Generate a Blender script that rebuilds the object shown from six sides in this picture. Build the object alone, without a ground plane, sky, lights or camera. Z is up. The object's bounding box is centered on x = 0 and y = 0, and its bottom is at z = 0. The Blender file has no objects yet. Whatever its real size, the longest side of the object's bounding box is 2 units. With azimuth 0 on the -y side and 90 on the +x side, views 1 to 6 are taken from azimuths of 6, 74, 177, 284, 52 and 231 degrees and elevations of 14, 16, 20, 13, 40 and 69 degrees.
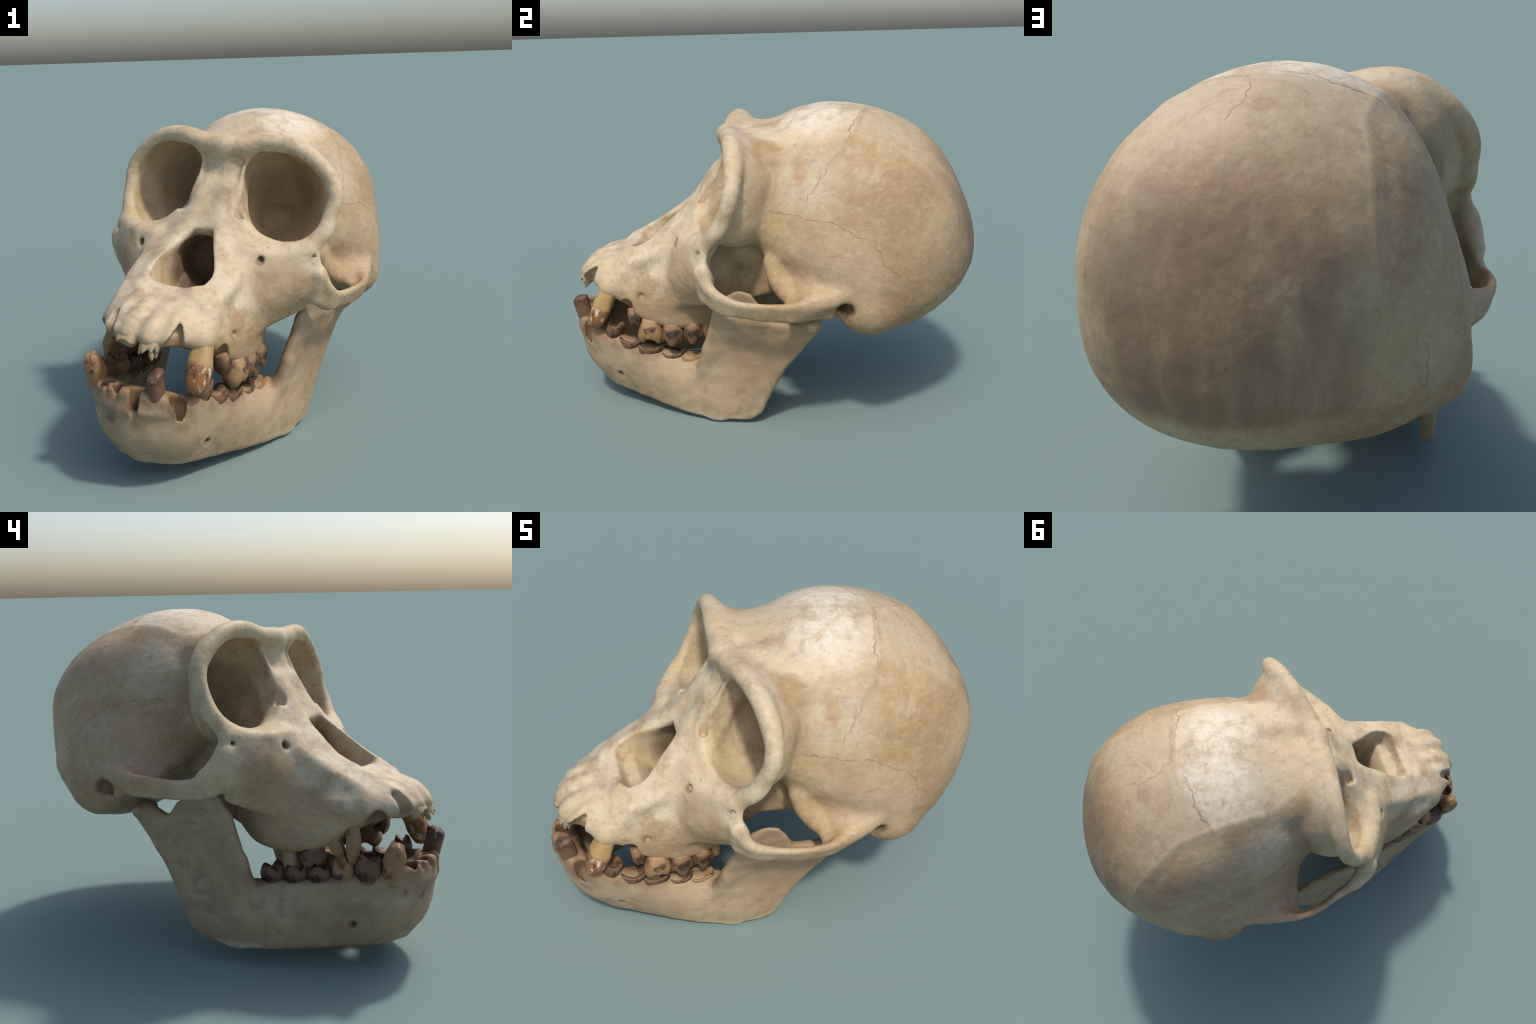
"""Ape skull with mandible: bone volumes are modelled as distance fields (spines, plates,
ellipsoids, carved cavities), meshed, split into anatomical parts; teeth are separate meshes."""
import bpy, math, random
import numpy as np
from mathutils import Matrix, Vector

random.seed(7)
rng = np.random.RandomState(7)

# ---------------------------------------------------------------- skull frame
# x = animal's left, y = backwards, z = up ; the skull lies yawed and rolled a little on the ground
AX = np.array([0.946117, -0.314039, -0.079010])
AY = np.array([0.315024, 0.949084, 0.0])
AZ = np.array([0.074987, -0.024890, 0.996874])
FRAME = np.stack([AX, AY, AZ])                 # local = FRAME @ world + OFFSET
OFFSET = np.array([0.111, 0.0, 0.0])
WORLD = Matrix(((AX[0], AY[0], AZ[0], 0), (AX[1], AY[1], AZ[1], 0), (AX[2], AY[2], AZ[2], 0), (0, 0, 0, 1)))
WORLD = WORLD @ Matrix.Translation(Vector(-OFFSET))
H = 0.0066                                     # sampling step of the fields


# ---------------------------------------------------------------- field tools
class Field:
    def __init__(self, lo, hi, h=H):
        self.h = h
        self.lo = np.array(lo, float)
        n = np.ceil((np.array(hi) - self.lo) / h).astype(int) + 1
        self.n = n
        self.ax = [(self.lo[i] + h * np.arange(n[i])).astype(np.float32) for i in range(3)]
        self.F = np.full(n, 0.25, np.float32)
        self.tilt = 0.0                        # mirrored pairs: right one higher by this, left one lower
        self.dx = 0.0                          # sideways shift of mirrored pairs (the skull is a little lopsided)

    def sl(self, lo, hi):
        a = np.clip(np.floor((np.array(lo) - self.lo) / self.h).astype(int), 0, self.n - 1)
        b = np.clip(np.ceil((np.array(hi) - self.lo) / self.h).astype(int) + 1, 1, self.n)
        return tuple(slice(a[i], max(b[i], a[i] + 1)) for i in range(3))

    def grid(self, s):
        return (self.ax[0][s[0]][:, None, None], self.ax[1][s[1]][None, :, None], self.ax[2][s[2]][None, None, :])

    def add(self, s, D, k):
        A = self.F[s]
        if k <= 0:
            self.F[s] = np.minimum(A, D)
            return
        t = np.clip(0.5 + 0.5 * (A - D) / k, 0, 1)
        self.F[s] = A + (D - A) * t - k * t * (1 - t)

    def cut(self, s, D, k):
        A = self.F[s]
        if k <= 0:
            self.F[s] = np.maximum(A, -D)
            return
        t = np.clip(0.5 - 0.5 * (A + D) / k, 0, 1)
        self.F[s] = A + (-D - A) * t + k * t * (1 - t)

    # many small balls: the swept body of a spine or a plate
    def balls(self, P, r, k=0.02, mode='add', margin=0.05, mirror=True, clip=None):
        P = np.asarray(P, float)
        r = np.asarray(r, float)
        for sgn in ((1, -1) if mirror else (1,)):
            Q = P * [sgn, 1, 1] + [self.dx, 0, (0.3 if sgn > 0 else 1) * -sgn * self.tilt]
            m = r.max() + margin + k
            s = self.sl(Q.min(0) - m, Q.max(0) + m)
            gx, gy, gz = self.grid(s)
            D = np.full((gx.size, gy.size, gz.size), margin + k, np.float32)
            off = np.array([s[0].start, s[1].start, s[2].start])
            for c, rad in zip(Q, r):
                w = self.sl(c - rad - margin - k, c + rad + margin + k)
                x, y, z = self.grid(w)
                d = np.sqrt((x - c[0]) ** 2 + (y - c[1]) ** 2 + (z - c[2]) ** 2) - np.float32(rad)
                v = tuple(slice(w[i].start - off[i], w[i].stop - off[i]) for i in range(3))
                np.minimum(D[v], d, out=D[v])
            if clip is not None:
                D = np.maximum(D, clip(gx * sgn, gy, gz)).astype(np.float32)
            (self.add if mode == 'add' else self.cut)(s, D, k)

    def ellipsoid(self, c, rad, k=0.03, mode='add', mirror=True, rot=None):
        c = np.array(c, float)
        rad = np.array(rad, float)
        for sgn in ((1, -1) if (mirror and abs(c[0]) > 1e-6) else (1,)):
            cc = c * [sgn, 1, 1] + [self.dx, 0, 0]
            m = rad.max() + 0.06 + k
            s = self.sl(cc - m, cc + m)
            x, y, z = self.grid(s)
            x, y, z = (x - cc[0]) * sgn, y - cc[1], z - cc[2]
            if rot is not None:
                M = np.array(rot)
                x, y, z = (M[0, 0] * x + M[0, 1] * y + M[0, 2] * z, M[1, 0] * x + M[1, 1] * y + M[1, 2] * z,
                           M[2, 0] * x + M[2, 1] * y + M[2, 2] * z)
            k0 = np.sqrt((x / rad[0]) ** 2 + (y / rad[1]) ** 2 + (z / rad[2]) ** 2)
            k1 = np.sqrt((x / rad[0] ** 2) ** 2 + (y / rad[1] ** 2) ** 2 + (z / rad[2] ** 2) ** 2) + 1e-6
            D = (k0 * (k0 - 1) / k1).astype(np.float32)
            (self.add if mode == 'add' else self.cut)(s, D, k)

    def blur(self, n=1):
        for _ in range(n):
            for a in range(3):
                F = self.F
                G = F * 0.5
                i0 = [slice(None)] * 3
                i1 = [slice(None)] * 3
                i0[a] = slice(1, None)
                i1[a] = slice(None, -1)
                G[tuple(i0)] += 0.25 * F[tuple(i1)]
                G[tuple(i1)] += 0.25 * F[tuple(i0)]
                e0 = [slice(None)] * 3; e0[a] = 0
                e1 = [slice(None)] * 3; e1[a] = -1
                G[tuple(e0)] = F[tuple(e0)]; G[tuple(e1)] = F[tuple(e1)]
                self.F = G

    def mesh(self):
        F = self.F
        I = F < 0
        n = np.array(F.shape)
        cnt = np.zeros(n - 1, np.uint8)
        for dx in (0, 1):
            for dy in (0, 1):
                for dz in (0, 1):
                    cnt += I[dx:n[0] - 1 + dx, dy:n[1] - 1 + dy, dz:n[2] - 1 + dz]
        act = (cnt > 0) & (cnt < 8)
        cell = np.argwhere(act)
        idx = np.full(n - 1, -1, np.int32)
        idx[act] = np.arange(len(cell))
        acc = np.zeros((len(cell), 3)); num = np.zeros(len(cell))
        corners = [(0, 0, 0), (1, 0, 0), (0, 1, 0), (1, 1, 0), (0, 0, 1), (1, 0, 1), (0, 1, 1), (1, 1, 1)]
        val = [F[cell[:, 0] + c[0], cell[:, 1] + c[1], cell[:, 2] + c[2]] for c in corners]
        for a in range(8):
            for b in range(a + 1, 8):
                ca, cb = np.array(corners[a]), np.array(corners[b])
                if np.abs(ca - cb).sum() != 1:
                    continue
                va, vb = val[a], val[b]
                m = (va < 0) != (vb < 0)
                t = np.where(m, va / np.where(m, va - vb, 1), 0)
                acc += np.where(m[:, None], ca + t[:, None] * (cb - ca), 0)
                num += m
        V = self.lo + self.h * (cell + acc / num[:, None])
        quads = []
        for a in range(3):
            u, v = (a + 1) % 3, (a + 2) % 3
            lo = [slice(1, -1)] * 3; hi = [slice(1, -1)] * 3
            lo[a] = slice(0, -1); hi[a] = slice(1, None)
            A, B = I[tuple(lo)], I[tuple(hi)]
            E = np.argwhere(A != B)
            flip = A[E[:, 0], E[:, 1], E[:, 2]]
            base = E.copy(); base[:, u] += 1; base[:, v] += 1
            def cid(du, dv):
                q = base.copy(); q[:, u] += du; q[:, v] += dv
                return idx[q[:, 0], q[:, 1], q[:, 2]]
            q = np.stack([cid(-1, -1), cid(0, -1), cid(0, 0), cid(-1, 0)], 1)
            q[~flip] = q[~flip][:, ::-1]
            quads.append(q)
        Q = np.concatenate(quads)
        Q = Q[(Q >= 0).all(1)]
        return V, Q


def keep_largest(V, Q):
    lab = np.arange(len(V))
    E = np.concatenate([Q[:, [0, 1]], Q[:, [1, 2]], Q[:, [2, 3]], Q[:, [3, 0]]])
    while True:
        m = np.minimum(lab[E[:, 0]], lab[E[:, 1]])
        new = lab.copy()
        np.minimum.at(new, E[:, 0], m); np.minimum.at(new, E[:, 1], m)
        new = new[new]
        new = new[new]
        if (new == lab).all():
            break
        lab = new
    big = np.bincount(lab).argmax()
    used = lab == big
    remap = np.cumsum(used) - 1
    return V[used], remap[Q[used[Q[:, 0]]]]


def relax(V, Q, n=6, lam=0.5, mu=-0.52):
    E = np.concatenate([Q[:, [0, 1]], Q[:, [1, 2]], Q[:, [2, 3]], Q[:, [3, 0]]])
    a = np.concatenate([E[:, 0], E[:, 1]]); b = np.concatenate([E[:, 1], E[:, 0]])
    deg = np.bincount(a, minlength=len(V)).astype(float)
    for i in range(n * 2):
        S = np.stack([np.bincount(a, V[b, j], len(V)) for j in range(3)], 1) / deg[:, None]
        V = V + (lam if i % 2 == 0 else mu) * (S - V)
    return V


def normals(V, Q):
    n = np.cross(V[Q[:, 2]] - V[Q[:, 0]], V[Q[:, 3]] - V[Q[:, 1]])
    N = np.zeros_like(V)
    for c in range(4):
        for j in range(3):
            N[:, j] += np.bincount(Q[:, c], n[:, j], len(V))
    return N / (np.linalg.norm(N, axis=1)[:, None] + 1e-12)


def vnoise(P, scale, seed=0):
    """smooth value noise in -1..1"""
    p = P * scale + 31.7 * seed
    i = np.floor(p).astype(np.int64); f = p - i
    f = f * f * (3 - 2 * f)
    out = 0
    for dx in (0, 1):
        for dy in (0, 1):
            for dz in (0, 1):
                h = (i[:, 0] + dx) * 374761393 + (i[:, 1] + dy) * 668265263 + (i[:, 2] + dz) * 2147483647 + seed * 974711
                h = (h ^ (h >> 13)) * 1274126177
                h = ((h ^ (h >> 16)) & 0xffffff) / float(0xffffff) * 2 - 1
                w = (f[:, 0] if dx else 1 - f[:, 0]) * (f[:, 1] if dy else 1 - f[:, 1]) * (f[:, 2] if dz else 1 - f[:, 2])
                out = out + w * h
    return out


# curves and plates -> balls
def catmull(C, step):
    C = np.array(C, float)
    P = np.vstack([2 * C[0] - C[1], C, 2 * C[-1] - C[-2]])
    out = []
    for i in range(1, len(P) - 2):
        L = np.linalg.norm((P[i + 1] - P[i])[:3]); m = max(2, int(L / step))
        t = np.linspace(0, 1, m, endpoint=False)[:, None]
        a, b, c, d = P[i - 1], P[i], P[i + 1], P[i + 2]
        out.append(0.5 * ((2 * b) + (c - a) * t + (2 * a - 5 * b + 4 * c - d) * t ** 2 + (3 * b - a - 3 * c + d) * t ** 3))
    out.append(P[-2][None])
    return np.vstack(out)


def spine(C, step=0.008):
    q = catmull(C, step)
    return q[:, :3], q[:, 3]


def plate(rows, step=0.009):
    """rows: list of splines (lists of (x,y,z,r)) with equal counts; surface through them"""
    m = max(int(max(np.linalg.norm(np.diff(np.array(r)[:, :3], axis=0), axis=1).sum() for r in rows) / step), 2)
    R = []
    for r in rows:
        q = catmull(r, step / 3)
        s = np.concatenate([[0], np.cumsum(np.linalg.norm(np.diff(q[:, :3], axis=0), axis=1))])
        t = np.linspace(0, s[-1], m)
        R.append(np.stack([np.interp(t, s, q[:, j]) for j in range(4)], 1))
    R = np.array(R)
    out = [catmull(R[:, j], step) for j in range(m)]
    q = np.vstack(out)
    return q[:, :3], q[:, 3]


def lerpspline(xs, ys):
    xs = np.array(xs, float); ys = np.array(ys, float)
    t = np.linspace(xs[0], xs[-1], 400)
    # monotone-ish smooth interpolation: cubic hermite with finite-difference slopes
    m = np.gradient(ys, xs)
    k = np.clip(np.searchsorted(xs, t) - 1, 0, len(xs) - 2)
    h = xs[k + 1] - xs[k]; u = (t - xs[k]) / h
    v = (2 * u ** 3 - 3 * u ** 2 + 1) * ys[k] + (u ** 3 - 2 * u ** 2 + u) * h * m[k] + (-2 * u ** 3 + 3 * u ** 2) * ys[k + 1] + (u ** 3 - u ** 2) * h * m[k + 1]
    return lambda q: np.interp(q, t, v)


# ---------------------------------------------------------------- cranium
# braincase: radius about its centre as a low polynomial of the direction (x^a y^b z^c : weight)
BRAIN_C = (0.0, 0.42, 1.03)
BRAIN = [((0, 0, 5), 0.0109), ((0, 0, 6), 0.4804), ((0, 1, 4), 0.0442), ((0, 1, 5), -0.1178), ((0, 2, 3), 0.0389),
         ((0, 2, 4), 1.5363), ((0, 3, 2), 0.0771), ((0, 3, 3), -0.3237), ((0, 4, 1), -0.0955), ((0, 4, 2), 1.7435),
         ((0, 5, 0), 0.0169), ((0, 5, 1), -0.1030), ((0, 6, 0), 0.5314), ((2, 0, 3), -0.2269), ((2, 0, 4), 1.7070),
         ((2, 1, 2), 0.2631), ((2, 1, 3), -0.5921), ((2, 2, 1), 0.0632), ((2, 2, 2), 3.0595), ((2, 3, 0), -0.1156),
         ((2, 3, 1), -0.1391), ((2, 4, 0), 1.9006), ((4, 0, 1), -0.1841), ((4, 0, 2), 1.9297), ((4, 1, 0), -0.0070),
         ((4, 1, 1), 0.0776), ((4, 2, 0), 1.7513), ((6, 0, 0), 0.5496), ((1, 0, 0), 0.0124), ((1, 1, 0), 0.0014),
         ((1, 0, 1), 0.0010), ((1, 1, 1), -0.0165), ((1, 2, 0), -0.0077), ((1, 0, 2), -0.0173), ((1, 2, 1), -0.0275),
         ((1, 1, 2), 0.0255)]


def braincase(fd):
    s = fd.sl((-0.75, -0.3, 0.4), (0.75, 1.15, 1.65))
    x, y, z = fd.grid(s)
    # the right temple is flatter than the left one
    lean = 0.027 * np.exp(-((y - .10) / .14) ** 2) * np.exp(-((z - 1.02) / .14) ** 2) * np.where(x < 0, 1.0, -0.2)
    x, y, z = x - BRAIN_C[0] - lean, y - BRAIN_C[1], z - BRAIN_C[2]
    x, y, z = np.broadcast_arrays(x, y, z)
    r = np.sqrt(x * x + y * y + z * z) + 1e-4
    band = (r > 0.3) & (r < 0.95)
    ii = np.nonzero(band)
    rr = r[ii]
    u, v, w = x[ii] / rr, y[ii] / rr, z[ii] / rr
    pu, pv, pw = [[np.ones_like(q)] for q in (u, v, w)]
    for q, p in ((u, pu), (v, pv), (w, pw)):
        for _ in range(6):
            p.append(p[-1] * q)
    rad = np.zeros_like(rr)
    for (a, b, c), k in BRAIN:
        rad += np.float32(k) * pu[a] * pv[b] * pw[c]
    # fuller shoulders above the neck muscles
    rad += np.float32(.013) * np.exp(-((np.abs(u) - .73) / .18) ** 2 - ((v - .68) / .18) ** 2 - ((w - .08) / .2) ** 2)
    D = np.where(r <= 0.3, r - 0.5, np.float32(0.25)).astype(np.float32)
    D[ii] = rr - rad
    fd.add(s, D, 0)


def snout(fd):
    """upper jaw: tapered rounded box along y"""
    Y = [-1.02, -.985, -.95, -.90, -.84, -.77, -.68, -.60, -.50, -.40, -.30, -.20]
    top = lerpspline(Y, [.715, .735, .75, .77, .795, .82, .855, .89, .94, .97, .95, .92])
    bot = lerpspline(Y, [.68, .665, .66, .655, .645, .605, .53, .495, .475, .475, .49, .55])
    wt = lerpspline(Y, [.04, .07, .095, .115, .13, .135, .145, .15, .18, .23, .25, .24])
    wb = lerpspline(Y, [.09, .13, .16, .198, .24, .275, .302, .318, .328, .328, .30, .26])
    s = fd.sl((-0.45, -1.1, 0.4), (0.45, -0.1, 1.1))
    x, y, z = fd.grid(s)
    yy = y[0, :, 0]
    f = lambda g: g(yy).astype(np.float32)[None, :, None]
    T, B, WT, WB = f(top), f(bot), f(wt), f(wb)
    q = np.clip((z - B) / (T - B), 0, 1)
    W = WB + (WT - WB) * (q ** 3.3)
    rd = 0.045
    dx = np.abs(x - fd.dx) - W + rd
    dz = np.abs(z - (T + B) / 2) - (T - B) / 2 + rd
    dy = np.maximum(-0.975 - y, y + 0.18) + rd
    o = np.sqrt(np.maximum(dx, 0) ** 2 + np.maximum(dy, 0) ** 2 + np.maximum(dz, 0) ** 2)
    D = o + np.minimum(np.maximum(np.maximum(dx, dy), dz), 0) - rd
    fd.add(s, D.astype(np.float32), 0.05)


def nasal_opening(fd):
    """pear outline swept inwards, slightly narrowing"""
    T = np.array([0, -.442, 1.045]); Bm = np.array([0, -.685, .825])
    L = np.linalg.norm(Bm - T); tan = (Bm - T) / L
    nor = np.array([0, -tan[2], tan[1]])
    if nor[2] < 0:
        nor = -nor
    s = fd.sl((-.25, -.85, .6), (.25, -.2, 1.15))
    x, y, z = fd.grid(s)
    t = ((y - T[1]) * tan[1] + (z - T[2]) * tan[2])
    n = ((y - T[1]) * nor[1] + (z - T[2]) * nor[2])
    w = lerpspline([-.05, 0, .05, .10, .16, .22, .27, .31, .35], [.025, .045, .068, .09, .12, .14, .14, .12, .0])
    W = w(t).astype(np.float32) + np.clip(-n, 0, .2) * (0.22 - 0.50 * np.clip(t / L, 0, 1))
    D = np.maximum(np.abs(x - .010) - W, np.maximum(-t - .0, t - L))
    D = np.maximum(D, -(n + .20))
    D = np.maximum(D, .805 - .9 * np.clip(y + .61, 0, 1) - z)          # floor of the nose
    fd.cut(s, D.astype(np.float32), 0.012)


def build_cranium():
    fd = Field((-0.74, -1.12, 0.40), (0.74, 1.10, 1.60))
    braincase(fd)
    # frontal fill behind the brows and the orbital cones' outer walls
    fd.ellipsoid((0.0, 0.02, 1.325), (.34, .20, .118), k=.05)
    ORBIT = [(.305, -.27, 1.195, .176), (.298, -.18, 1.195, .182), (.26, -.10, 1.17, .145), (.215, -.03, 1.13, .085)]
    ORBIT2 = [(.335, -.25, 1.185, .165), (.32, -.19, 1.117, .168), (.265, -.12, 1.08, .155), (.21, -.02, 1.035, .092)]
    rim_plane = lambda x, y, z: (-.80 + .408 * z + .316 * x) - y      # walls start behind the plane of the rim
    ORBIT3 = [(.25, -.18, 1.255, .147), (.225, -.11, 1.22, .125), (.205, -.12, 1.10, .115)]
    for path in (ORBIT, ORBIT2, ORBIT3):
        fd.balls(*spine([(x, y, z, r + .017) for x, y, z, r in path], .012), k=.03, clip=rim_plane)
    # sphenoid / base between face and braincase
    fd.ellipsoid((0.0, -0.10, .88), (.19, .26, .15), k=.05)
    fd.ellipsoid((.17, -.13, .87), (.12, .13, .11), k=.04)
    fd.dx = -.014
    snout(fd)
    fd.dx = 0.0
    # nose bridge
    fd.balls(*spine([(0, -.188, 1.36, .048), (0, -.193, 1.29, .046), (0, -.22, 1.2, .050), (0, -.292, 1.09, .057), (0, -.385, .99, .06)]), k=.03)
    fd.dx = -.008
    # flanks of the nose running down to the snout
    fd.balls(*plate([[(.05, -.26, 1.19, .05), (.07, -.35, 1.065, .05), (.10, -.455, .965, .05), (.13, -.60, .87, .045), (.14, -.73, .805, .04)],
                     [(.10, -.28, 1.13, .05), (.165, -.352, 1.02, .046), (.21, -.455, .912, .05), (.215, -.60, .83, .05), (.20, -.74, .77, .045)]]), k=.05)
    fd.dx = 0.0
    # ring of the orbit: brow, lateral bar, cheek margin, inner pillar
    fd.balls(*spine([(.0, -.205, 1.388, .050), (.10, -.197, 1.395, .046), (.20, -.185, 1.421, .042), (.29, -.172, 1.423, .041),
                     (.39, -.155, 1.386, .042), (.485, -.145, 1.31, .041), (.535, -.157, 1.225, .038), (.533, -.187, 1.13, .038),
                     (.513, -.232, 1.04, .042), (.447, -.292, .975, .044), (.36, -.322, .96, .046), (.26, -.34, .985, .045),
                     (.175, -.337, 1.045, .037), (.083, -.285, 1.14, .038), (.055, -.22, 1.24, .040), (.05, -.185, 1.34, .045)]), k=.03)
    # slope from the brow crest back to the forehead
    fd.balls(*plate([[(.08, -.16, 1.385, .045), (.18, -.145, 1.385, .042), (.28, -.13, 1.382, .04), (.37, -.13, 1.35, .036), (.43, -.135, 1.295, .03)],
                     [(.08, -.05, 1.375, .05), (.17, -.045, 1.36, .05), (.25, -.045, 1.343, .05), (.30, -.045, 1.285, .045), (.34, -.05, 1.245, .04)]]), k=.05)
    fd.dx = -.010
    fd.tilt = .010
    # cheekbone plate, falling to the tooth row
    fd.balls(*plate([[(.24, -.415, .95, .05), (.36, -.38, .945, .045), (.49, -.285, .955, .045)],
                     [(.25, -.455, .85, .05), (.385, -.395, .85, .048), (.522, -.285, .86, .045)],
                     [(.26, -.49, .74, .05), (.36, -.42, .76, .048), (.488, -.305, .79, .042)],
                     [(.26, -.51, .62, .05), (.33, -.42, .66, .045), (.45, -.29, .715, .036)]]), k=.045)
    # the temple hollow undercuts the cheekbone
    fd.dx = 0.0
    fd.tilt = 0.0
    fd.balls(*spine([(.55, -.085, 1.10, .045), (.545, -.155, 1.01, .052), (.545, -.215, .92, .062), (.53, -.175, .85, .06), (.50, -.12, .80, .06)]), k=.02, mode='cut')
    fd.balls(*spine([(.515, -.175, 1.0, .034), (.50, -.225, .935, .047), (.48, -.21, .87, .055), (.46, -.15, .80, .06)]), k=.02, mode='cut')
    fd.dx = .005
    fd.tilt = .024
    # zygomatic arch : a tall thin bar
    fd.balls(*plate([[(.535, -.305, .88, .034), (.57, -.255, .80, .027), (.588, -.155, .752, .019), (.625, -.04, .752, .015), (.638, .04, .755, .015), (.632, .11, .752, .019), (.602, .19, .757, .027), (.565, .28, .765, .034)],
                     [(.518, -.29, .762, .034), (.553, -.22, .71, .026), (.575, -.125, .693, .019), (.605, -.04, .69, .018), (.615, .04, .69, .019), (.61, .11, .688, .022), (.575, .19, .69, .029), (.535, .27, .69, .034)]]), k=.025)
    fd.dx = .012
    fd.tilt = .016
    fd.balls(*spine([(-.545, -.29, .92, .03), (-.562, -.27, .87, .032), (-.58, -.225, .82, .028)]), k=.03, mirror=False)
    # shelf joining the arch to the braincase
    fd.balls(*plate([[(.40, .055, .83, .042), (.48, .09, .77, .036), (.57, .105, .715, .028)],
                     [(.44, .12, .80, .045), (.51, .13, .755, .038), (.585, .14, .72, .028)],
                     [(.48, .20, .81, .045), (.54, .21, .77, .04), (.585, .22, .745, .032)],
                     [(.50, .33, .79, .04), (.53, .33, .775, .04), (.555, .33, .77, .04)]]), k=.045)
    fd.tilt = 0.0
    fd.balls(*spine([(.41, .015, .87, .045), (.44, .035, .80, .042), (.48, .07, .75, .036)]), k=.04, mirror=False)
    # mastoid swelling and its tip
    fd.ellipsoid((.475, .46, .675), (.125, .14, .13), k=.05)
    # ear tube
    fd.balls(*spine([(.40, .26, .68, .03), (.55, .27, .68, .028)]), k=.02)
    fd.dx = 0.0
    # pterygoid plates
    fd.balls(*plate([[(.15, -.24, .80, .03), (.17, -.22, .62, .025), (.17, -.20, .53, .02)],
                     [(.17, -.14, .82, .035), (.21, -.14, .67, .02), (.225, -.14, .58, .016)]]), k=.03)
    # lateral plate and the wing of the sphenoid that closes the temple in front
    fd.balls(*plate([[(.20, -.16, .84, .03), (.215, -.13, .72, .018), (.225, -.12, .62, .015)],
                     [(.26, -.05, .86, .04), (.28, -.01, .77, .035), (.32, .03, .71, .028)]]), k=.04)
    # line for the neck muscles
    fd.balls(*spine([(.48, .65, .715, .015), (.375, .80, .745, .015), (.215, .92, .785, .015), (.0, .97, .815, .015)]), k=.05)
    # the right side of the snout is a little fuller
    fd.balls(*spine([(-.262, -.73, .70, .035), (-.278, -.66, .70, .04), (-.285, -.58, .66, .045)]), k=.05, mirror=False)
    # incisor root swellings
    for x0, x1, y0 in ((.05, .05, -.965), (.135, .12, -.935)):
        fd.balls(*spine([(x0, y0, .70, .034), (x1, y0 + .06, .752, .032), (x1 + .005, y0 + .15, .78, .016)]), k=.035)
    # canine root swelling
    fd.balls(*spine([(.222, -.82, .67, .043), (.21, -.77, .72, .034), (.20, -.70, .76, .024)]), k=.05)

    # ---- cavities
    fd.balls(*spine(ORBIT, .012), k=.015, mode='cut')
    for path in (ORBIT2, ORBIT3):
        fd.balls(*spine(path, .012), k=.015, mode='cut', clip=lambda x, y, z: rim_plane(x, y, z) - .03)
    # lacrimal pit
    fd.balls(*spine([(.142, -.325, 1.175, .016), (.140, -.335, 1.13, .022), (.146, -.335, 1.085, .018)], .008), k=.02, mode='cut')
    # fissure in the floor of the orbit
    fd.balls(*spine([(.37, -.16, .965, .012), (.31, -.11, .955, .02), (.24, -.05, .99, .022)], .008), k=.012, mode='cut')
    nasal_opening(fd)
    fd.balls(*spine([(0, -.52, .89, .09), (0, -.42, .885, .115), (0, -.29, .85, .125), (0, -.19, .84, .10), (0, -.12, .83, .07)], .012), k=.012, mode='cut', mirror=False)
    # palate
    fd.ellipsoid((0, -.56, .46), (.20, .40, .12), k=.03, mode='cut')
    # ear hole
    fd.balls(*spine([(.66, .347, .70, .045), (.56, .342, .695, .036), (.46, .33, .685, .02)]), k=.02, mode='cut')
    fd.balls(*spine([(.66, .335, .65, .035), (.56, .33, .64, .028)]), k=.02, mode='cut')
    # foramina
    fd.balls(*spine([(.315, -.50, .93, .016), (.295, -.40, .945, .014)], .006), k=.012, mode='cut')
    fd.balls(*spine([(.525, -.335, .955, .009), (.50, -.30, .955, .008)], .004), k=.006, mode='cut')
    fd.balls(*spine([(.315, -.655, .652, .017), (.285, -.645, .652, .015)], .006), k=.006, mode='cut', mirror=False)
    # empty sockets : second incisor both sides, canine and first premolar
    fd.balls(*spine([(-.155, -.985, .62, .036), (-.15, -.955, .70, .032), (-.145, -.90, .75, .018)]), k=.008, mode='cut', mirror=False)
    fd.balls(*spine([(.155, -.965, .61, .042), (.148, -.935, .68, .040), (.135, -.88, .74, .02)]), k=.008, mode='cut', mirror=False)
    fd.balls(*spine([(-.225, -.89, .585, .055), (-.215, -.85, .645, .05), (-.20, -.80, .72, .03)]), k=.01, mode='cut', mirror=False)
    fd.balls(*spine([(.262, -.73, .53, .04), (.258, -.72, .60, .03)]), k=.01, mode='cut', mirror=False)
    fd.blur(1)
    V, Q = fd.mesh()
    V, Q = keep_largest(V, Q)
    V = relax(V, Q, 4)
    N = normals(V, Q)
    # temple line: the muscle field below it lies a little deeper
    line = .315 + np.clip((V[:, 1] - .55) * .27, 0, .2) - np.clip((.12 - V[:, 1]) * .5, 0, .1)
    t = np.clip((np.abs(V[:, 0]) - line + .006) / .045, 0, 1)
    where = np.clip((V[:, 1] - .02) / .1, 0, 1) * np.clip((V[:, 2] - .95) / .1, 0, 1)
    bead = np.exp(-((np.abs(V[:, 0]) - line + .012) / .012) ** 2) * .002
    d = -0.0035 * t * t * (3 - 2 * t) * where * np.clip(1.3 - (np.abs(V[:, 0]) - line) / .12, 0, 1) + bead * where
    d += vnoise(V, 9, 1) * .0022 + vnoise(V, 24, 2) * .0011 + vnoise(V, 70, 3) * .0005
    V = V + N * d[:, None]
    return V, Q


# ---------------------------------------------------------------- mandible
def jaw_mid(y):
    return -0.018 + 0.028 * (y + 0.95)


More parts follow.
